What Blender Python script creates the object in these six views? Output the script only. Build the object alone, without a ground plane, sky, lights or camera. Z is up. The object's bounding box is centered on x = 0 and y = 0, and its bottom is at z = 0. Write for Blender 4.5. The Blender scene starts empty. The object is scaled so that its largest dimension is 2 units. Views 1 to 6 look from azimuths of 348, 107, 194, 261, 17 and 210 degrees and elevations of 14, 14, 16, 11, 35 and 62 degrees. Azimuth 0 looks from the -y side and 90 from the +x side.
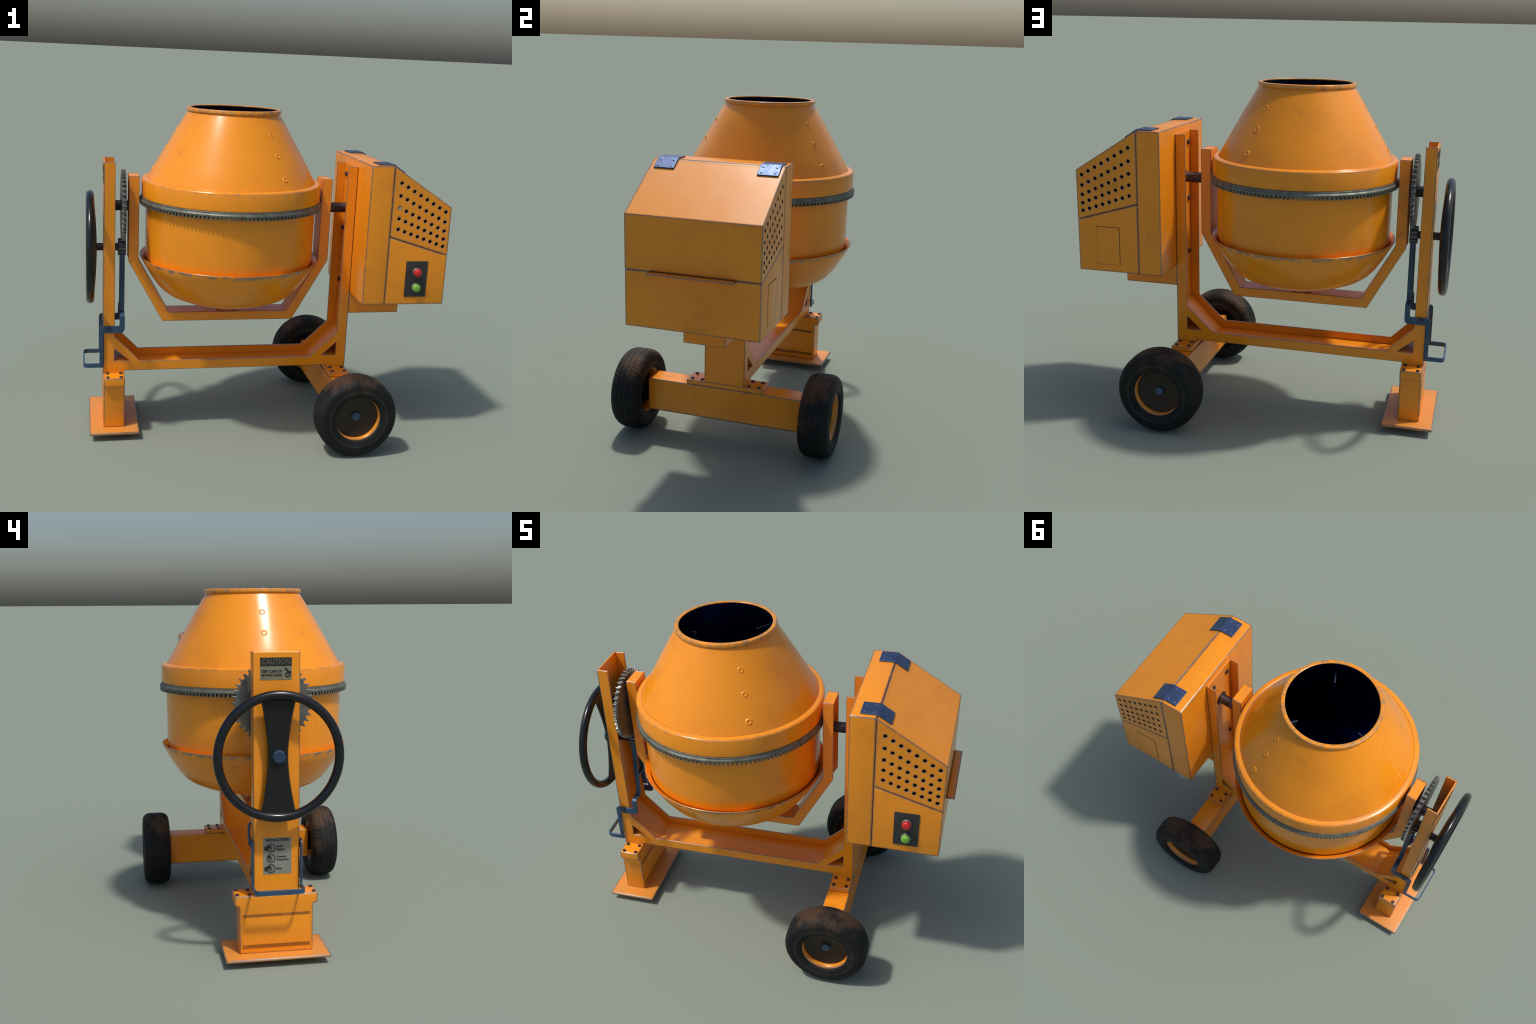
import bpy, bmesh, math, random
from mathutils import Vector, Matrix

random.seed(7)
SC = bpy.context.scene
PI, TAU = math.pi, math.tau

# ------------------------------------------------------------------ materials
def new_mat(name):
    m = bpy.data.materials.new(name)
    m.use_nodes = True
    nt = m.node_tree
    return m, nt, nt.nodes["Principled BSDF"]

class G:
    """small helper around a node tree"""
    def __init__(self, nt):
        self.nt = nt
        self.co = nt.nodes.new("ShaderNodeTexCoord").outputs["Object"]
    def link(self, a, b): self.nt.links.new(a, b)
    def set(self, sock, v):
        if isinstance(v, bpy.types.NodeSocket): self.link(v, sock)
        else: sock.default_value = v
    def noise(self, scale, detail=4, rough=.55, off=(0, 0, 0), stretch=(1, 1, 1), dist=0):
        mp = self.nt.nodes.new("ShaderNodeMapping")
        self.link(self.co, mp.inputs[0])
        mp.inputs["Location"].default_value = off
        mp.inputs["Scale"].default_value = stretch
        n = self.nt.nodes.new("ShaderNodeTexNoise")
        self.link(mp.outputs[0], n.inputs["Vector"])
        n.inputs["Scale"].default_value = scale
        n.inputs["Detail"].default_value = detail
        n.inputs["Roughness"].default_value = rough
        n.inputs["Distortion"].default_value = dist
        return n.outputs["Fac"]
    def math(self, op, a, b=0.0, clamp=False):
        n = self.nt.nodes.new("ShaderNodeMath")
        n.operation, n.use_clamp = op, clamp
        self.set(n.inputs[0], a); self.set(n.inputs[1], b)
        return n.outputs[0]
    def smooth(self, v, lo, hi, a=0.0, b=1.0):
        n = self.nt.nodes.new("ShaderNodeMapRange")
        n.interpolation_type = "SMOOTHSTEP"
        self.set(n.inputs[0], v)
        for i, x in enumerate((lo, hi, a, b)): n.inputs[i + 1].default_value = x
        return n.outputs[0]
    def mix(self, f, a, b):
        n = self.nt.nodes.new("ShaderNodeMix")
        n.data_type = "RGBA"
        self.set(n.inputs[0], f)
        for s, v in ((n.inputs[6], a), (n.inputs[7], b)):
            self.set(s, v if isinstance(v, bpy.types.NodeSocket) else (*v, 1))
        return n.outputs[2]
    def axis(self, i):
        n = self.nt.nodes.new("ShaderNodeSeparateXYZ")
        self.link(self.co, n.inputs[0])
        return n.outputs[i]
    def bump(self, h, strength, dist=.002, normal=None):
        n = self.nt.nodes.new("ShaderNodeBump")
        n.inputs["Strength"].default_value = strength
        n.inputs["Distance"].default_value = dist
        self.link(h, n.inputs["Height"])
        if normal is not None: self.link(normal, n.inputs["Normal"])
        return n.outputs[0]
    def edge(self, radius):
        """0 on flats, rising towards edges of this object; also the rounded normal"""
        bv = self.nt.nodes.new("ShaderNodeBevel")
        bv.samples = 6
        bv.inputs["Radius"].default_value = radius
        geo = self.nt.nodes.new("ShaderNodeNewGeometry")
        d = self.nt.nodes.new("ShaderNodeVectorMath")
        d.operation = "DOT_PRODUCT"
        self.link(bv.outputs[0], d.inputs[0]); self.link(geo.outputs["True Normal"], d.inputs[1])
        return self.math("SUBTRACT", 1.0, d.outputs["Value"]), bv.outputs[0]

ORANGE, STAIN = (.91, .305, .012), (.66, .205, .010)
OLIVE, STEEL = (.33, .22, .055), (.195, .21, .225)

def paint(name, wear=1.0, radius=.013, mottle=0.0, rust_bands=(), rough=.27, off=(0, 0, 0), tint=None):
    m, nt, b = new_mat(name)
    g = G(nt)
    blot = g.smooth(g.noise(3.6, 5, .62, off), .45, .72)
    spots = g.smooth(g.noise(17, 4, .65, off), .55, .74)
    streak = g.smooth(g.noise(9, 4, .6, off, (1, 1, .25)), .5, .85)
    col = g.mix(g.math("MULTIPLY", blot, .40), tint or ORANGE, STAIN)
    col = g.mix(g.math("MULTIPLY", streak, .18), col, STAIN)
    col = g.mix(g.math("MULTIPLY", g.math("MULTIPLY", spots, blot), .50), col, (.36, .15, .02))
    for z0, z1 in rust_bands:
        zz = g.axis(2)
        band = g.math("MULTIPLY", g.smooth(zz, z0, z0 + .005), g.smooth(zz, z1 - .005, z1, 1, 0))
        band = g.math("MULTIPLY", band, g.smooth(g.math("ABSOLUTE", g.axis(1)), .164, .170, 1, 0))
        rn = g.smooth(g.noise(9, 4), .2, .5, .45, 1)
        col = g.mix(g.math("MULTIPLY", band, g.math("MULTIPLY", rn, .85)), col, (.22, .07, .012))
    e, nrm = g.edge(radius)
    n1 = g.smooth(g.noise(24, 5, .7, off), .32, .68, .22, 1.9)
    m1 = g.math("MULTIPLY", e, n1)
    fringe = g.smooth(m1, .004, .06)
    core = g.smooth(m1, .020, .075)
    if mottle:
        mm = g.smooth(g.noise(38, 3, .6, off), .44, .60)
        col = g.mix(g.math("MULTIPLY", mm, mottle), col, (.40, .25, .09))
        mm2 = g.smooth(g.noise(30, 3, .6, (5, 3, 1)), .52, .66)
        col = g.mix(g.math("MULTIPLY", mm2, mottle * .9), col, (.17, .15, .13))
    col = g.mix(g.math("MULTIPLY", fringe, .62 * wear), col, OLIVE)
    core = g.math("MULTIPLY", core, wear, True)
    col = g.mix(core, col, STEEL)
    g.link(col, b.inputs["Base Color"])
    g.link(g.math("ADD", g.math("MULTIPLY", blot, .10), rough), b.inputs["Roughness"])
    g.link(g.math("MULTIPLY", core, .75), b.inputs["Metallic"])
    g.link(g.bump(g.noise(5, 2, .45, off), .07, .01, nrm), b.inputs["Normal"])
    return m

def metal(name, col, rough=.35, metallic=.9, dark=None, scale=14, worn=None, radius=.004, spec=.5):
    m, nt, b = new_mat(name)
    g = G(nt)
    dark = dark or tuple(c * .6 for c in col)
    n = g.smooth(g.noise(scale, 5, .6), .35, .7)
    c = g.mix(n, col, dark)
    if worn:
        e, nrm = g.edge(radius)
        k = g.smooth(g.math("ADD", e, g.math("MULTIPLY", g.math("SUBTRACT", g.noise(40), .5), .2)), .05, .16)
        c = g.mix(k, c, worn)
        g.link(nrm, b.inputs["Normal"])
    g.link(c, b.inputs["Base Color"])
    g.link(g.math("ADD", g.math("MULTIPLY", n, .12), rough), b.inputs["Roughness"])
    b.inputs["Metallic"].default_value = metallic
    b.inputs["Specular IOR Level"].default_value = spec
    return m

def plain(name, col, rough=.5, metallic=0.0, spec=.5, coat=0.0):
    m, nt, b = new_mat(name)
    g = G(nt)
    n = g.smooth(g.noise(18, 4), .4, .75)
    g.link(g.mix(g.math("MULTIPLY", n, .35), col, tuple(c * .55 for c in col)), b.inputs["Base Color"])
    b.inputs["Roughness"].default_value = rough
    b.inputs["Metallic"].default_value = metallic
    b.inputs["Specular IOR Level"].default_value = spec
    b.inputs["Coat Weight"].default_value = coat
    return m

M_PAINT = paint("orange_paint", radius=.011)
M_FLANGE = paint("orange_paint_flange", radius=.007)
M_DRUM = paint("orange_paint_drum", wear=.75, rough=.21, radius=.009, off=(2, 1, 4))
M_RIM = paint("orange_paint_rim", wear=.35, radius=.005, mottle=.55, rough=.24)
M_BOX = paint("orange_paint_box", wear=1.0, radius=.013, off=(4, 7, 2))
M_DOOR = paint("orange_paint_door", wear=0.0, radius=.0008, off=(4, 7, 2))
M_WEB = paint("orange_paint_channel", wear=.30, radius=.008)
M_RIVET = paint("orange_paint_rivet", wear=0.0, radius=.002)
M_LEG = paint("orange_paint_leg", wear=.9, off=(1, 5, 3))
M_PLATE = paint("orange_paint_dusty", wear=1.0, off=(6, 2, 1), rough=.36, tint=(.70, .262, .040))
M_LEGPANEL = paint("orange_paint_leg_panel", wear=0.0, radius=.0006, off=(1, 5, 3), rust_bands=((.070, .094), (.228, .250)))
M_WHEELRIM = paint("orange_paint_wheel", wear=.3, off=(3, 2, 2))
M_BLUE = metal("blued_steel", (.042, .092, .170), .34, .20, (.030, .066, .125), 16, (.080, .13, .20), .003)
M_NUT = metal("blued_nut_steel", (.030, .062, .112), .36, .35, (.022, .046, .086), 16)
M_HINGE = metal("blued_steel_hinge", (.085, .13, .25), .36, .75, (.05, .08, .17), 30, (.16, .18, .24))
M_BOLT = metal("dark_bolt_steel", (.07, .08, .12), .35, .7, (.03, .03, .05), 60)
M_GEAR = metal("gear_steel", (.19, .205, .195), .36, .55, (.115, .12, .112), 22, (.30, .31, .31), .004)
M_RING = metal("ring_gear_steel", (.165, .172, .142), .46, .4, (.10, .10, .082), 24, (.34, .35, .33), .003)
M_SHAFT = metal("shaft_steel", (.085, .075, .09), .38, .7, (.05, .04, .04), 18)
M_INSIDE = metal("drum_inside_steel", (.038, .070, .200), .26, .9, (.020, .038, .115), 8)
M_BLADE = metal("mixing_blade_steel", (.05, .07, .12), .35, .7)
M_BLACK = plain("black_plastic", (.006, .007, .010), .22, 0, .45, .0)
M_SPOKE = plain("black_spoke", (.009, .010, .010), .45, 0, .3)
M_HUBDISC = metal("wheel_disc_dark", (.012, .011, .008), .40, .2, (.030, .013, .005), 9)
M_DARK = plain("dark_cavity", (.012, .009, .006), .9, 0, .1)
M_SEAM = plain("groove_shade", (.085, .055, .018), .8, 0, .2)  # dark strip colour standing in for shade in the door's outline groove
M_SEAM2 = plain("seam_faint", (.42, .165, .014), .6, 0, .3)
M_PANEL = plain("switch_plate_grey", (.035, .035, .034), .5, 0, .4)
M_RED = plain("red_button", (.62, .020, .018), .3)
M_GREEN = plain("green_button", (.19, .46, .055), .35)
M_SIGN = plain("sign_plate_olive_grey", (.205, .195, .128), .55, 0, .3)
M_SIGN2 = plain("sign_plate_grey", (.255, .25, .21), .55, 0, .3)
M_INK = plain("sign_ink", (.030, .031, .026), .6, 0, .2)
M_INKGREY = plain("sign_letter_grey", (.125, .12, .085), .6, 0, .2)

def tyre_mat():
    m, nt, b = new_mat("tyre_rubber")
    g = G(nt)
    # object axes of the wheel: x,z in the wheel plane, y along the axle
    x, y, z = g.axis(0), g.axis(1), g.axis(2)
    r = g.math("SQRT", g.math("ADD", g.math("MULTIPLY", x, x), g.math("MULTIPLY", z, z)))
    col = g.mix(g.smooth(g.noise(9, 4), .4, .7), (.0095, .0105, .011), (.015, .015, .0145))
    # caked mud, thickest on the tread that was last driven through it
    mud = g.smooth(g.math("ADD", g.noise(6.5, 5, .62), g.smooth(z, -.05, .26, -.16, .16)), .46, .68)
    mud = g.math("MULTIPLY", mud, g.smooth(r, .165, .21, .25, 1))
    col = g.mix(g.math("MULTIPLY", mud, .85), col, (.075, .042, .022))
    ring = g.math("MULTIPLY", g.smooth(r, .149, .154), g.smooth(r, .157, .162, 1, 0))
    col = g.mix(g.math("MULTIPLY", ring, g.smooth(g.noise(14), .3, .7, .1, .55)), col, (.07, .075, .066))
    g.link(col, b.inputs["Base Color"])
    b.inputs["Roughness"].default_value = .66
    b.inputs["Specular IOR Level"].default_value = .22
    g.link(g.bump(g.noise(60, 3), .25, .002), b.inputs["Normal"])
    return m
M_TYRE = tyre_mat()

# ------------------------------------------------------------------ mesh helpers
def finish(bm, name, mats, parent, smooth=35, bevel=0.0, loc=None, recalc=True):
    if recalc: bmesh.ops.recalc_face_normals(bm, faces=bm.faces)
    if bevel:
        ed = [e for e in bm.edges if len(e.link_faces) == 2 and e.calc_face_angle(0) > math.radians(28)]
        bmesh.ops.bevel(bm, geom=ed, offset=bevel, segments=2, profile=.7, affect="EDGES", clamp_overlap=True)
    for f in bm.faces: f.smooth = True
    for e in bm.edges:
        e.smooth = not (len(e.link_faces) == 2 and e.calc_face_angle(0) > math.radians(smooth))
    me = bpy.data.meshes.new(name)
    bm.to_mesh(me); bm.free()
    for m in (mats if isinstance(mats, (list, tuple)) else [mats]): me.materials.append(m)
    return place(me, name, parent, loc)

def place(me, name, parent, loc=None, rot=None):
    o = bpy.data.objects.new(name, me)
    SC.collection.objects.link(o)
    o.parent = parent
    if loc is not None: o.location = loc
    if rot is not None: o.rotation_euler = rot
    return o

def add_box(bm, x0, x1, y0, y1, z0, z1, mi=0):
    v = [bm.verts.new(p) for p in ((x0, y0, z0), (x1, y0, z0), (x1, y1, z0), (x0, y1, z0), (x0, y0, z1), (x1, y0, z1), (x1, y1, z1), (x0, y1, z1))]
    fs = []
    for q in ((3, 2, 1, 0), (4, 5, 6, 7), (0, 1, 5, 4), (1, 2, 6, 5), (2, 3, 7, 6), (3, 0, 4, 7)):
        f = bm.faces.new([v[i] for i in q]); f.material_index = mi; fs.append(f)
    return fs

def box(name, mat, parent, *ext, bevel=.003):
    bm = bmesh.new(); add_box(bm, *ext)
    return finish(bm, name, mat, parent, bevel=bevel)

def add_prism(bm, pts, a0, a1, axis="y", mi=0):
    """closed polygon in the plane across `axis`, extruded from a0 to a1; pts are (x,z), (y,z) or (x,y)"""
    def P(p, a): return {"y": (p[0], a, p[1]), "x": (a, p[0], p[1]), "z": (p[0], p[1], a)}[axis]
    lo = [bm.verts.new(P(p, a0)) for p in pts]
    hi = [bm.verts.new(P(p, a1)) for p in pts]
    n = len(pts)
    fs = [bm.faces.new(lo), bm.faces.new(hi[::-1])]
    for i in range(n):
        fs.append(bm.faces.new((lo[i], hi[i], hi[(i + 1) % n], lo[(i + 1) % n])))
    for f in fs: f.material_index = mi
    return fs

def prism(name, mat, parent, pts, a0, a1, axis="y", bevel=.0025, smooth=35):
    bm = bmesh.new(); add_prism(bm, pts, a0, a1, axis)
    return finish(bm, name, mat, parent, bevel=bevel, smooth=smooth)

def rounded(pts, radii, n=5):
    """polygon with its corners rounded; one radius per corner"""
    out, k = [], len(pts)
    for i, p in enumerate(pts):
        p = Vector(p); r = radii[i] if isinstance(radii, (list, tuple)) else radii
        a, b = Vector(pts[i - 1]) - p, Vector(pts[(i + 1) % k]) - p
        if r <= 0: out.append(tuple(p)); continue
        ang = a.angle(b); t = min(r / math.tan(ang / 2), a.length * .49, b.length * .49)
        p0, p1 = p + a.normalized() * t, p + b.normalized() * t
        for j in range(n + 1):
            s = j / n
            out.append(tuple((1 - s) ** 2 * p0 + 2 * s * (1 - s) * p + s * s * p1))
    return out

def smooth_path(pts, radii, n=5):
    """open polyline with rounded inner corners"""
    out = [Vector(pts[0])]
    for i in range(1, len(pts) - 1):
        p, a, b = Vector(pts[i]), Vector(pts[i - 1]), Vector(pts[i + 1])
        a, b = a - p, b - p
        t = min(radii, a.length * .49, b.length * .49)
        p0, p1 = p + a.normalized() * t, p + b.normalized() * t
        for j in range(n + 1):
            s = j / n
            out.append((1 - s) ** 2 * p0 + 2 * s * (1 - s) * p + s * s * p1)
    out.append(Vector(pts[-1]))
    return out

def add_strip(bm, path, across, thick, wide, mi=0):
    """flat bar swept along a path; `across` is the constant direction of its width"""
    A = Vector(across).normalized(); rings = []
    for i, p in enumerate(path):
        t = (path[min(i + 1, len(path) - 1)] - path[max(i - 1, 0)]).normalized()
        n = t.cross(A).normalized()
        rings.append([bm.verts.new(p + A * sa * wide / 2 + n * sn * thick / 2) for sa, sn in ((-1, -1), (1, -1), (1, 1), (-1, 1))])
    for a, b in zip(rings, rings[1:]):
        for i in range(4):
            bm.faces.new((a[i], a[(i + 1) % 4], b[(i + 1) % 4], b[i])).material_index = mi
    bm.faces.new(rings[0][::-1]).material_index = mi
    bm.faces.new(rings[-1]).material_index = mi

def add_lathe(bm, prof, seg=96, axis="z", centre=(0, 0, 0), mi=0, closed=False):
    """profile of (radius, height) turned about an axis"""
    C = Vector(centre)
    def P(r, h, a):
        c, s = r * math.cos(a), r * math.sin(a)
        return C + Vector({"z": (c, s, h), "x": (h, c, s), "y": (c, h, s)}[axis])
    rows = []
    for r, h in prof:
        if r < 1e-6: rows.append([bm.verts.new(P(0, h, 0))] * seg)
        else: rows.append([bm.verts.new(P(r, h, TAU * i / seg)) for i in range(seg)])
    pairs = list(zip(rows, rows[1:])) + ([(rows[-1], rows[0])] if closed else [])
    for a, b in pairs:
        for i in range(seg):
            q = []
            for v in (a[i], a[(i + 1) % seg], b[(i + 1) % seg], b[i]):
                if v not in q: q.append(v)
            if len(q) > 2: bm.faces.new(q).material_index = mi

def lathe(name, mat, parent, prof, seg=96, axis="z", centre=(0, 0, 0), closed=False, smooth=35, loc=None):
    bm = bmesh.new(); add_lathe(bm, prof, seg, axis, centre, 0, closed)
    return finish(bm, name, mat, parent, smooth=smooth, loc=loc)

def rod(r, a0, a1, ch=.0015):
    return [(0, a0), (r - ch, a0), (r, a0 + ch), (r, a1 - ch), (r - ch, a1), (0, a1)]

def gear_outline(n, r_root, r_tip, root=.55, tip=.28, lean=0.0):
    """closed toothed outline; root and tip are the tooth's widths as a share of the pitch"""
    pts = []
    for i in range(n):
        for rr, k in ((r_root, -root / 2), (r_tip, -tip / 2 + lean), (r_tip, tip / 2 + lean), (r_root, root / 2)):
            a = TAU * (i + k) / n
            pts.append((rr * math.cos(a), rr * math.sin(a)))
    return pts

def hex_bolt_mesh(name, r, h, mat, sides=8):
    """bolt head along +z from 0 to h"""
    bm = bmesh.new()
    add_lathe(bm, [(0, 0), (r, 0), (r, h * .72), (r * .82, h), (0, h)], sides)
    bmesh.ops.recalc_face_normals(bm, faces=bm.faces)
    for f in bm.faces: f.smooth = False
    me = bpy.data.meshes.new(name); bm.to_mesh(me); bm.free()
    me.materials.append(mat)
    return me

# ------------------------------------------------------------------ the thing
root = bpy.data.objects.new("concrete_mixer", None)
SC.collection.objects.link(root)
root["label"] = "orange wheeled concrete mixer with tilting drum and handwheel"
root["category"] = "concrete mixer"

CX = -.200        # drum axis
AX_Z = 1.256      # tilting axis
SH = .111         # half width of the channel frame

# ---- channel frame: two cut side flanges and a folded web between them
flange_pts = [(-.893, .338), (-.778, .338), (-.778, .350), (.374, .350), (.374, .338), (.489, .338),
              (.489, 1.502), (.433, 1.502), (.433, .548), (.281, .403), (-.692, .403), (-.832, .545),
              (-.833, 1.502), (-.893, 1.502)]
holes = [[(-.833, .477), (-.833, .407), (-.750, .407)], [(.432, .487), (.346, .408), (.432, .408)]]
def flange(y0, y1):
    bm = bmesh.new()
    loops = [flange_pts] + holes
    edges = []
    for lp in loops:
        vs = [bm.verts.new((x, y0, z)) for x, z in lp]
        edges += [bm.edges.new((vs[i], vs[(i + 1) % len(vs)])) for i in range(len(vs))]
    bmesh.ops.triangle_fill(bm, edges=edges, use_beauty=True, use_dissolve=False)
    # drop any triangles filled inside the holes
    def inside(p, tri):
        s = [(tri[(i + 1) % 3][0] - tri[i][0]) * (p[1] - tri[i][1]) - (tri[(i + 1) % 3][1] - tri[i][1]) * (p[0] - tri[i][0]) for i in range(3)]
        return all(v > 1e-9 for v in s) or all(v < -1e-9 for v in s)
    kill = [f for f in bm.faces if any(inside((f.calc_center_median().x, f.calc_center_median().z), h) for h in holes)]
    bmesh.ops.delete(bm, geom=kill, context="FACES_ONLY")
    bmesh.ops.dissolve_limit(bm, angle_limit=.01, verts=bm.verts, edges=bm.edges)
    ext = bmesh.ops.extrude_face_region(bm, geom=list(bm.faces))
    bmesh.ops.translate(bm, vec=(0, y1 - y0, 0), verts=[v for v in ext["geom"] if isinstance(v, bmesh.types.BMVert)])
    for v in bm.verts:                                             # mitre towards the webs
        if abs(v.co.y) < SH - T / 2:
            if v.co.x < -.892: v.co.x += T
            elif v.co.x > .488: v.co.x -= T
    return finish(bm, "frame_flange", M_FLANGE, frame, bevel=0)

bm = bmesh.new()
T = .009
iy = SH - T
top = [(-.8865, .549), (-.692, .361), (.290, .361), (.4825, .549)]
low = [(.4825, .537), (.294, .351), (-.696, .351), (-.8865, .537)]
add_prism(bm, top + low, -iy, iy)                                  # folded floor of the rail
for xo, xi in ((-.893, -.884), (.489, .480)):                      # webs of the two posts, mitred into the flanges
    add_prism(bm, [(xo, -SH), (xo, SH), (xi, iy), (xi, -iy)], .338, 1.502, "z")
add_box(bm, -.882, -.748, -iy, iy, .397, .4065)                    # floors of the gusset pockets
add_box(bm, .345, .478, -iy, iy, .398, .4075)
frame = finish(bm, "channel_frame", M_WEB, root, bevel=0)
for s in (-1, 1): flange(*sorted((s * iy, s * SH)))

box("engine_bracket", M_PAINT, root, .489, .787, -.110, .110, .662, .7785)

# ---- foot under the handwheel post
leg_bm = bmesh.new()
tee = [(-.203, .338), (-.203, .294), (-.199, .289), (-.180, .286), (-.180, .046)]
fs = add_prism(leg_bm, tee + [(-y, z) for y, z in tee[::-1]], -.891, -.778, "x")
leg = finish(leg_bm, "foot_leg", M_LEG, root, bevel=.002)
for x0, x1 in ((-.8925, -.891), (-.778, -.7765)):                  # pressed panel on either face
    box("foot_panel", M_LEGPANEL, leg, x0, x1, -.166, .166, .072, .246, bevel=.0006)
box("foot_plate", M_PLATE, leg, -.966, -.700, -.256, .256, .033, .046, bevel=.002)

BOLT = hex_bolt_mesh("bolt", .0098, .0075, M_BOLT)
def bolt(parent, loc, rot=(0, 0, 0), scale=1.0):
    o = place(BOLT, "bolt", parent, loc, rot)
    o.scale = (scale,) * 3
    return o
for s in (-1, 1):
    for x in (-.870, -.798):
        for y in (.128, .188): bolt(leg, (x, s * y, .338))

# ---- axle and wheels
bm = bmesh.new()
fs = add_box(bm, .368, .489, -.437, .437, .132, .312)
for f in [f for f in fs if abs(f.calc_center_median().x - .432) > .05]:
    sx = 1 if f.calc_center_median().x > .432 else -1
    bmesh.ops.inset_region(bm, faces=[f], thickness=.018, depth=0)
    for v in f.verts: v.co.y *= .372 / .419
    bmesh.ops.inset_region(bm, faces=[f], thickness=.007, depth=0)
    for v in f.verts: v.co.x -= sx * .0012
axle = finish(bm, "axle_beam", M_PAINT, root, bevel=.0025)
box("axle_mount", M_PAINT, axle, .375, .4886, -.213, .213, .312, .338)
for s in (-1, 1):
    for x in (.396, .467):
        for y in (.132, .188): bolt(axle, (x, s * y, .338))
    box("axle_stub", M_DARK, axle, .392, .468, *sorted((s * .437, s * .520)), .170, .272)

WR = .2205
def tyre_mesh():
    half = [(.1215, .058), (.1225, .069), (.127, .0742), (.138, .0780), (.150, .0800), (.153, .0812), (.158, .0812), (.161, .0805),
            (.176, .0802), (.186, .0780), (.1885, .0784), (.191, .0768), (.199, .0735), (.2065, .067), (.2125, .0590),
            (.2165, .0500), (.2190, .0410), (.2200, .0310), (.2180, .0298), (.2180, .0262), (.2203, .0250), (.2205, .0050), (.2185, .0038)]
    prof = half + [(r, -h) for r, h in half[::-1]]
    seg = 216
    bm = bmesh.new()
    add_lathe(bm, prof, seg, "y", closed=True)
    # slanted lug grooves across the shoulders
    for v in bm.verts:
        r, h = math.hypot(v.co.x, v.co.z), abs(v.co.y)
        if .199 < r and .033 < h < .079:
            a = math.atan2(v.co.z, v.co.x)
            ph = (a * 54 / TAU + (h - .03) * 22 * (1 if v.co.y > 0 else -1)) % 1.0
            if ph < .34:
                k = (r - .0024) / r
                v.co.x *= k; v.co.z *= k
    bmesh.ops.recalc_face_normals(bm, faces=bm.faces)
    for f in bm.faces: f.smooth = True
    for e in bm.edges: e.smooth = e.calc_face_angle(0) < math.radians(50)
    me = bpy.data.meshes.new("tyre"); bm.to_mesh(me); bm.free()
    me.materials.append(M_TYRE)
    return me
TYRE = tyre_mesh()
def lathe_mesh(name, mat, prof, seg=72, axis="y", closed=False):
    bm = bmesh.new(); add_lathe(bm, prof, seg, axis, closed=closed)
    bmesh.ops.recalc_face_normals(bm, faces=bm.faces)
    for f in bm.faces: f.smooth = True
    for e in bm.edges: e.smooth = e.calc_face_angle(0) < math.radians(35)
    me = bpy.data.meshes.new(name); bm.to_mesh(me); bm.free()
    me.materials.append(mat)
    return me
BARREL = lathe_mesh("wheel_rim", M_WHEELRIM, [(.1225, -.064), (.1218, -.066), (.1205, -.063), (.1175, -.030), (.1175, .040), (.1205, .063), (.1218, .066), (.1225, .064)], closed=True)
DISC = lathe_mesh("wheel_disc", M_HUBDISC, [(0, -.014), (.1175, -.014), (.1180, .034), (.1130, .0355), (.1080, .0330), (.0600, .0280), (.0420, .0245), (.0380, .0240), (0, .0240)])
HUB = hex_bolt_mesh("hub_nut", .024, .012, M_BLUE, 8)
for s in (-1, 1):
    w = place(TYRE, "wheel", root, (.431, s * .5195, WR), (0, 0, 0 if s > 0 else PI))
    w.name = "tyre"
    place(BARREL, "wheel_rim", w)
    place(DISC, "wheel_disc", w)
    place(HUB, "hub_nut", w, (0, .0235, 0), (-PI / 2, .2, 0))

# ---- drum
drum_prof = [(.2455, 1.774), (.2735, 1.730), (.3392, 1.619), (.4018, 1.511), (.4610, 1.408), (.4640, 1.400), (.4650, 1.390),
             (.4655, 1.260), (.4650, 1.100), (.4650, .985), (.4600, .955), (.4300, .895), (.385, .832), (.330, .795), (.270, .772),
             (.190, .748), (.095, .731), (0, .725)]
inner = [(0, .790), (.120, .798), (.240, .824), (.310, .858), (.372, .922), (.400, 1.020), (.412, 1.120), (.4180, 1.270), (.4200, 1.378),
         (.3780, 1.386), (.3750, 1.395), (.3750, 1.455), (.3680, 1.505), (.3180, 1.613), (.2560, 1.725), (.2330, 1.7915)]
bm = bmesh.new()
add_lathe(bm, drum_prof, 96, centre=(CX, 0, 0))
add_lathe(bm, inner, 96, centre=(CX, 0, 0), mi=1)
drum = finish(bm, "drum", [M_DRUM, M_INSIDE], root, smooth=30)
C0 = (CX, 0, 0)
lathe("drum_mouth_rim", M_RIM, drum, [(.2330, 1.7905), (.2350, 1.7930), (.2440, 1.7945), (.2530, 1.7920), (.2560, 1.786),
      (.2555, 1.777), (.2510, 1.7715), (.2420, 1.770)], 96, centre=C0, closed=True)
lathe("drum_collar", M_DRUM, drum, [(.4580, 1.4120), (.4700, 1.4100), (.4820, 1.4085), (.4875, 1.4050), (.4895, 1.4000), (.4895, 1.3120), (.4660, 1.3120), (.4580, 1.3300)],
      96, centre=C0, closed=True, smooth=40)
# bowl lip: the pressed lower half stands out past the cylinder
lathe("drum_bowl", M_DRUM, drum, [(.4660, .9620), (.4700, .9660), (.4900, .9830), (.4945, .9830), (.4950, .9790), (.4630, .9230), (.4420, .8855), (.4035, .8285),
      (.3725, .7955), (.3425, .7750), (.2825, .7490), (.2000, .7250), (.1000, .7080), (0, .7025)], 96, centre=C0, smooth=40)
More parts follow.
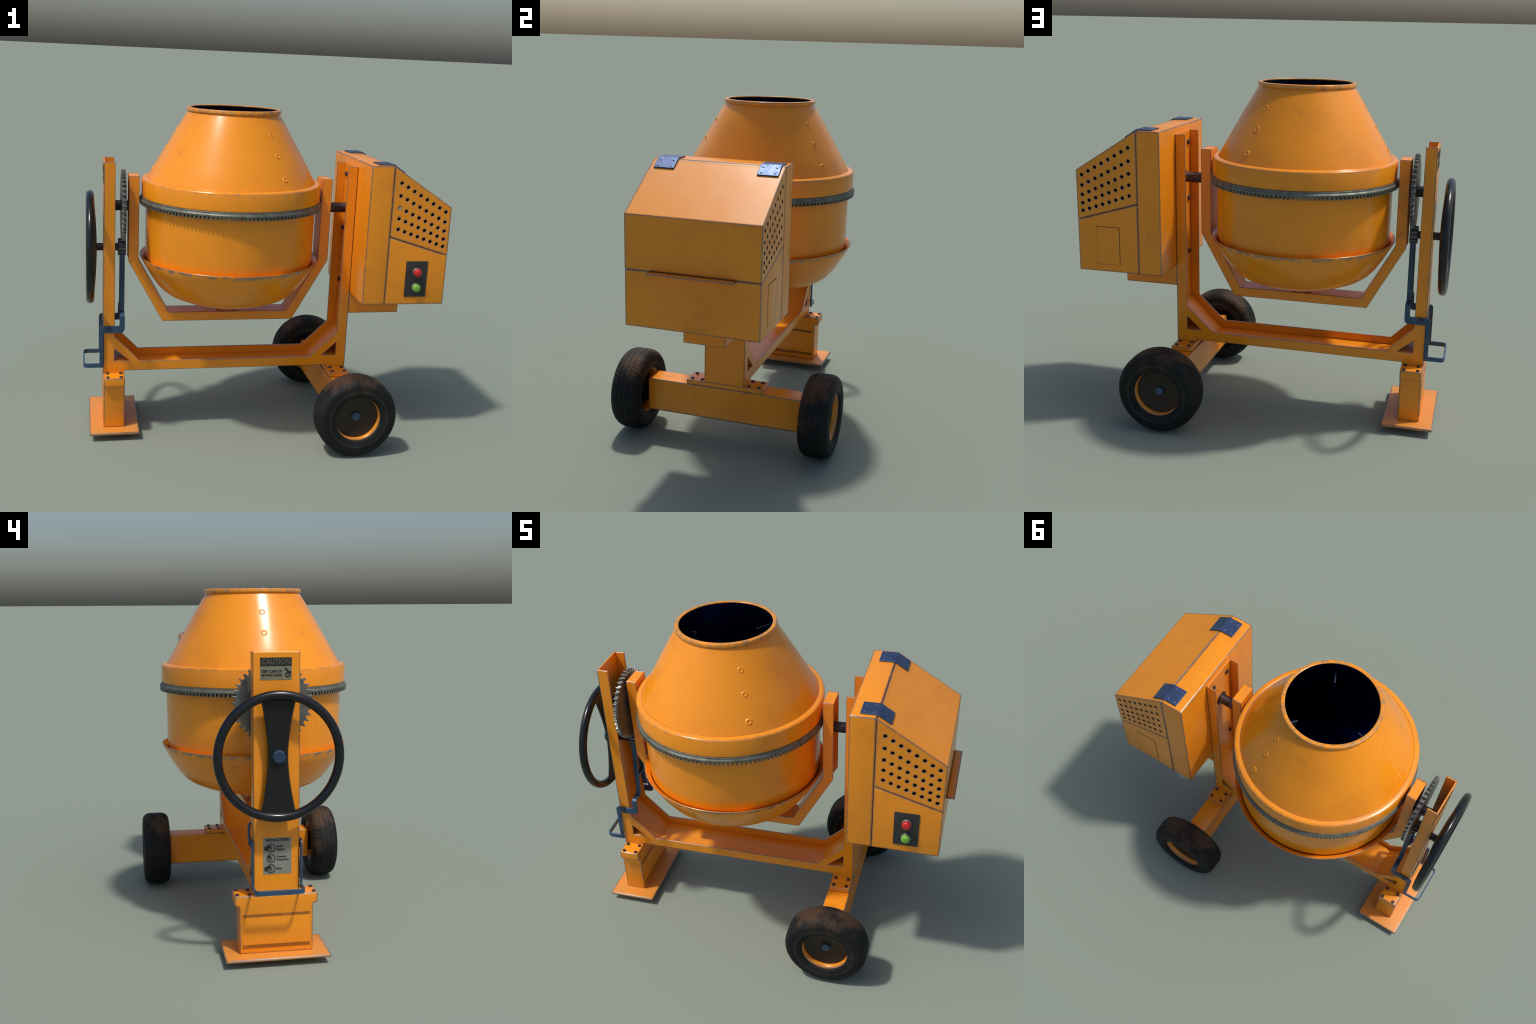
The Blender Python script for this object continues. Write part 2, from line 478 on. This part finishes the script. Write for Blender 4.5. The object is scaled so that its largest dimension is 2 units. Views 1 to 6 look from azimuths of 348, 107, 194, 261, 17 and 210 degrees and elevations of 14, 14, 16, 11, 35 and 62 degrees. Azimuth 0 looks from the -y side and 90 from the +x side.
# ring gear with downward teeth
bm = bmesh.new()
add_lathe(bm, [(.4660, 1.3110), (.4925, 1.3110), (.4935, 1.3020), (.4980, 1.2985), (.5005, 1.2950), (.5005, 1.2885), (.4980, 1.2860), (.4660, 1.2860)], 192, centre=C0, closed=True)
NT = 140
for i in range(NT):
    a = TAU * i / NT
    vs = []
    for z, sh in ((1.2868, .0056), (1.2705, .0046)):
        for r, t in ((.4665, -sh), (.4985, -sh), (.4985, sh), (.4665, sh)):
            vs.append(bm.verts.new((CX + r * math.cos(a) - t * math.sin(a), r * math.sin(a) + t * math.cos(a), z)))
    for q in ((0, 1, 5, 4), (1, 2, 6, 5), (2, 3, 7, 6), (3, 0, 4, 7), (4, 5, 6, 7)):
        bm.faces.new([vs[j] for j in q])
finish(bm, "ring_gear", M_RING, drum, smooth=30)
# blade fixings: pressed rings with a dimpled bolt, three per blade, and the blades inside
RIVET = lathe_mesh("rivet", M_RIVET, [(0, .0010), (.0045, .0004), (.0070, .0004), (.0095, .0042), (.0120, .0044), (.0145, .0026), (.0180, .0002), (.0180, -.004), (0, -.004)], 24, "z")
slope = math.atan2(1.408 - 1.776, .461 - .244)                     # direction of the cone's wall
for ang in (-60, 60, 180):
    a = math.radians(ang)
    for z in (1.676, 1.576, 1.463):
        r = .2440 + (1.776 - z) * (.461 - .244) / (1.776 - 1.408)
        nrm = Vector((math.cos(a) * math.sin(-slope), math.sin(a) * math.sin(-slope), math.cos(slope)))
        place(RIVET, "rivet", drum, Vector((CX + r * math.cos(a), r * math.sin(a), z)), nrm.to_track_quat("Z", "Y").to_euler())
# long tapering blades, set back a little from their fixings
for ang in (-65, 49, 170):
    a = math.radians(ang)
    pts = [(.264, 1.705), (.360, 1.515), (.372, 1.400), (.408, 1.360), (.408, 1.130), (.370, .930), (.345, .950), (.300, 1.300), (.174, 1.705)]
    bm = bmesh.new()
    add_prism(bm, pts, -.004, .004)
    bmesh.ops.rotate(bm, cent=(0, 0, 0), matrix=Matrix.Rotation(a, 3, "Z"), verts=bm.verts)
    bmesh.ops.translate(bm, vec=(CX, 0, 0), verts=bm.verts)
    finish(bm, "mixing_blade", M_BLADE, drum, bevel=.001)
lathe("drum_bearing", M_PAINT, drum, [(0, .7200), (.050, .7180), (.050, .6780), (.060, .6740), (.060, .6670), (0, .6670)], 40, centre=C0)

# ---- tilting yoke
yo = [(.560, 1.424), (.560, .962), (.369, .617)]
yi = [(.336, .667), (.505, .966), (.505, 1.424)]
outline = [(CX + x, z) for x, z in yo] + [(CX - x, z) for x, z in yo[::-1]] + [(CX - x, z) for x, z in yi[::-1]] + [(CX + x, z) for x, z in yi]
yw = [(.3500, .644), (.5270, .960), (.5270, 1.4235)]              # outer face of the inner web
web = [(CX + x, z) for x, z in yi[::-1]] + [(CX - x, z) for x, z in yi] + [(CX - x, z) for x, z in yw[::-1]] + [(CX + x, z) for x, z in yw]
bm = bmesh.new(); add_prism(bm, web, -.0565, .0565)
for k in (-1, 1): add_box(bm, *sorted((CX + k * .526, CX + k * .5595)), -.0565, .0565, 1.416, 1.4235)
yoke = finish(bm, "drum_yoke", M_WEB, root)
for k in (-1, 1):
    bm = bmesh.new(); add_prism(bm, outline, *sorted((k * .0565, k * .062)))
    finish(bm, "yoke_flange", M_FLANGE, yoke)
lathe("yoke_nut", M_BLUE, yoke, rod(.030, .607, .6620, .003), 10, centre=C0)

# ---- tilting shafts, sprocket, pinion and handwheel
def xrod(name, mat, parent, r, x0, x1, z, seg=28):
    return lathe(name, mat, parent, rod(r, x0, x1), seg, "x", (0, 0, z))
xrod("tilt_shaft", M_SHAFT, yoke, .028, .3108, .4845, AX_Z)
xrod("shaft_collar", M_SHAFT, yoke, .041, .4750, .4842, AX_Z)
xrod("tilt_shaft", M_SHAFT, yoke, .028, -.8885, -.7108, AX_Z)

bm = bmesh.new()
add_prism(bm, [(y, AX_Z + z) for y, z in gear_outline(40, .1765, .1945, .60, .20, .05)], -.7975, -.7765, "x")
sprocket = finish(bm, "sprocket", M_GEAR, root, smooth=28)
bm = bmesh.new()
add_prism(bm, [(y, 1.026 + z) for y, z in gear_outline(12, .0345, .0475, .56, .34)], -.813, -.7715, "x")
finish(bm, "pinion", M_GEAR, sprocket, smooth=28, bevel=.0012)
xrod("handwheel_shaft", M_SHAFT, sprocket, .0205, -.936, -.8100, 1.026)

HWX, HWZ, HR, HT = -.963, 1.0255, .2850, .0218
bm = bmesh.new()
add_lathe(bm, [(HR + HT * math.cos(t), HWX + HT * math.sin(t)) for t in [TAU * i / 20 for i in range(20)]], 64, "x", (0, 0, HWZ), closed=True)
handwheel = finish(bm, "handwheel", M_BLACK, root, smooth=60)
# hourglass spoke plate, dished towards the post at its ends
bm = bmesh.new()
rows, N = [], 20
for i in range(N + 1):
    s = -1 + 2 * i / N
    w = .0475 + .036 * abs(s) ** 1.7
    zz = HWZ + s * .272
    xx = -.934 - .016 * abs(s) ** 2
    edge = .010
    rows.append([bm.verts.new((xx + dx, y, zz)) for dx, y in ((0, -w), (-edge, -w + .006), (-edge, w - .006), (0, w), (.006, w), (.006, -w))])
for a, b in zip(rows, rows[1:]):
    for j in range(6): bm.faces.new((a[j], a[(j + 1) % 6], b[(j + 1) % 6], b[j]))
bm.faces.new(rows[0]); bm.faces.new(rows[-1][::-1])
finish(bm, "handwheel_spoke", M_SPOKE, handwheel, smooth=35)
place(hex_bolt_mesh("handwheel_nut", .0335, .020, M_NUT, 8), "handwheel_nut", handwheel, (-.9435, -.001, HWZ - .001), (0, -PI / 2, 0))

# ---- foot pedal: two cranked side plates, a loop to step on, and the lever up to the pinion
plate = rounded([(-.806, .668), (-.806, .6105), (-.913, .6105), (-.913, .374), (-.893, .374), (-.893, .572), (-.7785, .572), (-.7785, .668)],
                [0, .006, .020, .008, 0, .004, .026, 0])
bm = bmesh.new()
for s in (-1, 1): add_prism(bm, plate, *sorted((s * .1135, s * .1225)))
loop = smooth_path([(-.895, -.118, .386), (-.996, -.118, .386), (-.996, .118, .386), (-.895, .118, .386)], .026)
add_strip(bm, loop, (0, 0, 1), .008, .023)
pedal = finish(bm, "foot_pedal", M_BLUE, root, bevel=0, smooth=40)
bm = bmesh.new()
for s in (-1, 1):
    arm = smooth_path([(-.792, s * .118, .640), (-.792, s * .1195, .672), (-.792, s * .046, .676), (-.791, s * .042, .730), (-.790, s * .030, .992)], .018)
    add_strip(bm, arm, (1, 0, 0), .008, .026)
add_box(bm, -.802, -.779, -.040, .040, .788, .799)
finish(bm, "pedal_lever", M_BLUE, pedal, bevel=0, smooth=40)
for s in (-1, 1):
    lathe("pedal_pivot", M_BOLT, pedal, [(0, 0), (.0125, 0), (.0125, .004 * s), (.009, .007 * s), (0, .007 * s)], 14, "y", (-.866, s * .1225, .598))

# ---- engine housing
BX0, BX1, RX, BY = .4900, .957, .617, .337
BZ0, BZ1, SZ = .779, 1.540, 1.322
back = box("engine_box", M_BOX, root, BX0, RX - .0015, -BY, BY, BZ0, BZ1, bevel=.0025)
lo_out = [(RX + .0015, BZ0), (RX + .0015, 1.1555), (BX1, 1.0545), (BX1, BZ0)]
prism("engine_housing", M_BOX, back, lo_out, -BY, BY)

def boolean_cut(ob, cutter):
    md = ob.modifiers.new("cut", "BOOLEAN")
    md.operation, md.solver, md.object = "DIFFERENCE", "EXACT", cutter
    dg = bpy.context.evaluated_depsgraph_get()
    me = bpy.data.meshes.new_from_object(ob.evaluated_get(dg))
    ob.modifiers.remove(md)
    old = ob.data; ob.data = me
    bpy.data.meshes.remove(old)
    cd = cutter.data
    bpy.data.objects.remove(cutter); bpy.data.meshes.remove(cd)

hood_out = [(RX + .0015, 1.1590), (RX + .0015, BZ1 - .001), (BX1, SZ), (BX1, 1.0575)]
hood_in = [(RX + .008, 1.1650), (RX + .008, BZ1 - .012), (BX1 - .007, SZ - .006), (BX1 - .007, 1.0680)]
bm = bmesh.new(); add_prism(bm, hood_out, -BY, BY)
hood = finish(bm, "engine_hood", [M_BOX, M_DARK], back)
bm = bmesh.new(); add_prism(bm, hood_in, -BY + .006, BY - .006)
boolean_cut(hood, finish(bm, "cut_inside", M_DARK, None))
bm = bmesh.new()
left = [1.451, 1.382, 1.317, 1.258, 1.200]
right = [1.297, 1.242, 1.192, 1.147, 1.106]
for za, zb in zip(left, right):
    for c in range(8):
        t = c / 7
        x, z = .661 + (.926 - .661) * t, za + (zb - za) * t
        add_lathe(bm, [(0, -BY - .05), (.0085, -BY - .05), (.0085, BY + .05), (0, BY + .05)], 14, "y", (x, 0, z))
bpy.context.view_layer.update()
boolean_cut(hood, finish(bm, "cut_holes", M_DARK, None))
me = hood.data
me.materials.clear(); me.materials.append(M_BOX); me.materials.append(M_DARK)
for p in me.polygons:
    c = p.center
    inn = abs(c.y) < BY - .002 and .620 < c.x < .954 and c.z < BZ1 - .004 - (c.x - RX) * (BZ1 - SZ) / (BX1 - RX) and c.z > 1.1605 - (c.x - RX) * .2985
    p.material_index = 1 if inn else 0  # inner faces coloured dark to stand for shade in the closed hood
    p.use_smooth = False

box("hood_handle", M_BOX, hood, BX1, .9995, -.213, .218, 1.0500, 1.0565, bevel=.001)
# hinges: two folded leaves each with four rivet heads
sl = Vector((BX1 - RX, 0, SZ - BZ1)).normalized(); sn = Vector((-sl.z, 0, sl.x))
def hinge(yc):
    bm = bmesh.new()
    w = .0525
    R0 = Vector((RX, 0, BZ1)); up = Vector((0, 0, 1))
    k = (up + sn).normalized()
    sec = [Vector((.536, 0, BZ1 - .001)), Vector((.536, 0, BZ1 + .0065)), R0 + k * .0072, R0 + sl * .0755 + sn * .0065, R0 + sl * .0755 - sn * .001, R0 - k * .001]
    add_prism(bm, [(p.x, p.z) for p in sec], yc - w, yc + w)
    for d in (.020, .060):
        for y in (yc - .034, yc + .034):
            for o, n, rot in ((R0 + Vector((-d, 0, .0064)), up, None), (R0 + sl * d + sn * .0064, sn, None)):
                q = n.to_track_quat("Z", "Y").to_matrix().to_4x4()
                mt = Matrix.Translation((o.x, y, o.z)) @ q
                n0 = len(bm.verts)
                add_lathe(bm, [(.0055, 0), (.0048, .0018), (0, .0026)], 10)
                bm.verts.ensure_lookup_table()
                bmesh.ops.transform(bm, matrix=mt, verts=bm.verts[n0:])
    return finish(bm, "hinge", M_HINGE, hood, smooth=30)
hinge(.266); hinge(-.260)

# switch plate with two push buttons
sw = box("switch_plate", M_PANEL, back, .725, .849, -BY - .004, -BY, .823, 1.0235, bevel=.0012)
for x, z, mt, nm in ((.7885, .9615, M_RED, "stop_button"), (.7885, .8760, M_GREEN, "start_button")):
    lathe("button_bezel", M_GEAR, sw, [(0, -BY), (.0265, -BY), (.0265, -BY - .010), (.0230, -BY - .013), (0, -BY - .013)], 28, "y", (x, 0, z))
    lathe(nm, mt, sw, [(0, -BY - .012), (.0215, -BY - .012), (.0218, -BY - .026), (.0195, -BY - .031), (.011, -BY - .0335), (0, -BY - .0342)], 28, "y", (x, 0, z), smooth=50)
# access door on the other side, with thin dark strips added for its groove's shade
bm = bmesh.new(); add_box(bm, .7245, .8505, BY, BY + .0015, .8200, 1.0225)
door = finish(bm, "access_door", M_DOOR, back, bevel=.0006)
box("door_groove_strip", M_SEAM, door, .7225, .8520, BY, BY + .0012, 1.0228, 1.0255, bevel=0)
box("door_groove_strip", M_SEAM, door, .7215, .7242, BY, BY + .0012, .8200, 1.0255, bevel=0)

box("door_groove_strip", M_SEAM2, door, .8507, .8525, BY, BY + .0012, .8200, 1.0255, bevel=0)  # fainter strips added for the groove's other two edges
box("door_groove_strip", M_SEAM2, door, .7215, .8525, BY, BY + .0012, .8180, .8198, bevel=0)

# bolts holding the housing to the post
for z in (1.440, 1.128, .818):
    for s in (-1, 1): bolt(frame, (.480, s * .063, z), (0, -PI / 2, 0), 1.35)

# ---- signs on the handwheel post
SX = -.893
TXT = Matrix(((0, 0, -1, 0), (-1, 0, 0, 0), (0, 1, 0, 0), (0, 0, 0, 1)))   # text x -> -y, text y -> z, normal -> -x
def sign_box(name, mat, parent, y0, y1, z0, z1, lift):
    return box(name, mat, parent, SX - lift, SX, y0, y1, z0, z1, bevel=0)
def sign_text(body, size, yc, zc, width, mat, parent, lift, align="CENTER", bold=0.0):
    cu = bpy.data.curves.new("lettering", "FONT")
    cu.body, cu.size, cu.align_x, cu.align_y, cu.offset, cu.extrude = body, size, align, "CENTER", bold, .0003
    cu.resolution_u = 3
    o = bpy.data.objects.new("lettering", cu)
    SC.collection.objects.link(o)
    bpy.context.view_layer.update()
    me = bpy.data.meshes.new_from_object(o.evaluated_get(bpy.context.evaluated_depsgraph_get()))
    bpy.data.objects.remove(o); bpy.data.curves.remove(cu)
    k = width / max(1e-6, max(v.co.x for v in me.vertices) - min(v.co.x for v in me.vertices))
    me.transform(Matrix.Translation((SX - lift, yc, zc)) @ TXT @ Matrix.Diagonal((k, 1, 1, 1)))
    me.materials.clear(); me.materials.append(mat)
    return place(me, "lettering", parent)
def blob(name, mat, parent, yc, zc, r, lift, hole=0.0, seg=24):
    pr = [(hole, SX - lift + .0005), (hole, SX - lift), (r, SX - lift), (r, SX - lift + .0005)] if hole else [(0, SX - lift), (r, SX - lift), (r, SX - lift + .0005)]
    return lathe(name, mat, parent, pr, seg, "x", (0, yc, zc), closed=bool(hole))

caution = sign_box("caution_sign", M_SIGN, frame, -.0715, .0755, 1.3735, 1.4755, .0012)
sign_box("sign_header", M_INK, caution, -.0715, .0755, 1.4365, 1.4755, .0018)
sign_text("CAUTION", .036, .002, 1.456, .132, M_INKGREY, caution, .0022)
sign_text("KEEP CLEAR OF", .016, .0225, 1.4125, .094, M_INK, caution, .0018, bold=.0006)
sign_text("MOVING PARTS", .016, .0225, 1.3950, .094, M_INK, caution, .0018, bold=.0006)
blob("pictogram", M_INK, caution, -.0530, 1.3965, .0125, .0018, .0060)
blob("pictogram", M_INK, caution, -.0610, 1.4080, .0070, .0019)
bm = bmesh.new(); add_prism(bm, [(-.036, 1.424), (-.046, 1.428), (-.058, 1.413), (-.064, 1.404), (-.054, 1.402), (-.047, 1.414)], SX - .0020, SX - .0014, "x")
finish(bm, "pictogram", M_INK, caution)

instr = sign_box("instruction_sign", M_SIGN2, frame, -.0715, .0650, .4450, .6250, .0012)
sign_text("INSTRUCTIONS", .018, -.0040, .6125, .112, M_INK, instr, .0018, bold=.0006)
for zc, words in ((.5740, ("Start", "Engine")), (.5235, ("Operate", "Functions")), (.4720, ("Stop",))):
    blob("pictogram", M_INK, instr, .0275, zc, .0220, .0018, .0175)
    blob("pictogram", M_INKGREY, instr, .0300, zc - .003, .0110, .0017)
    blob("pictogram", M_INK, instr, .0340, zc + .006, .0085, .0019, seg=9)
    if zc != .5235: sign_box("pictogram", M_INK, instr, .0420, .0590, zc - .012, zc + .010, .0017)
    for i, wd in enumerate(words):
        zz = zc + (.0075 - .0150 * i if len(words) > 1 else 0)
        sign_text(wd, .0135, .0005 - .0033 * len(wd), zz, .0066 * len(wd), M_INK, instr, .0018, bold=.0004)
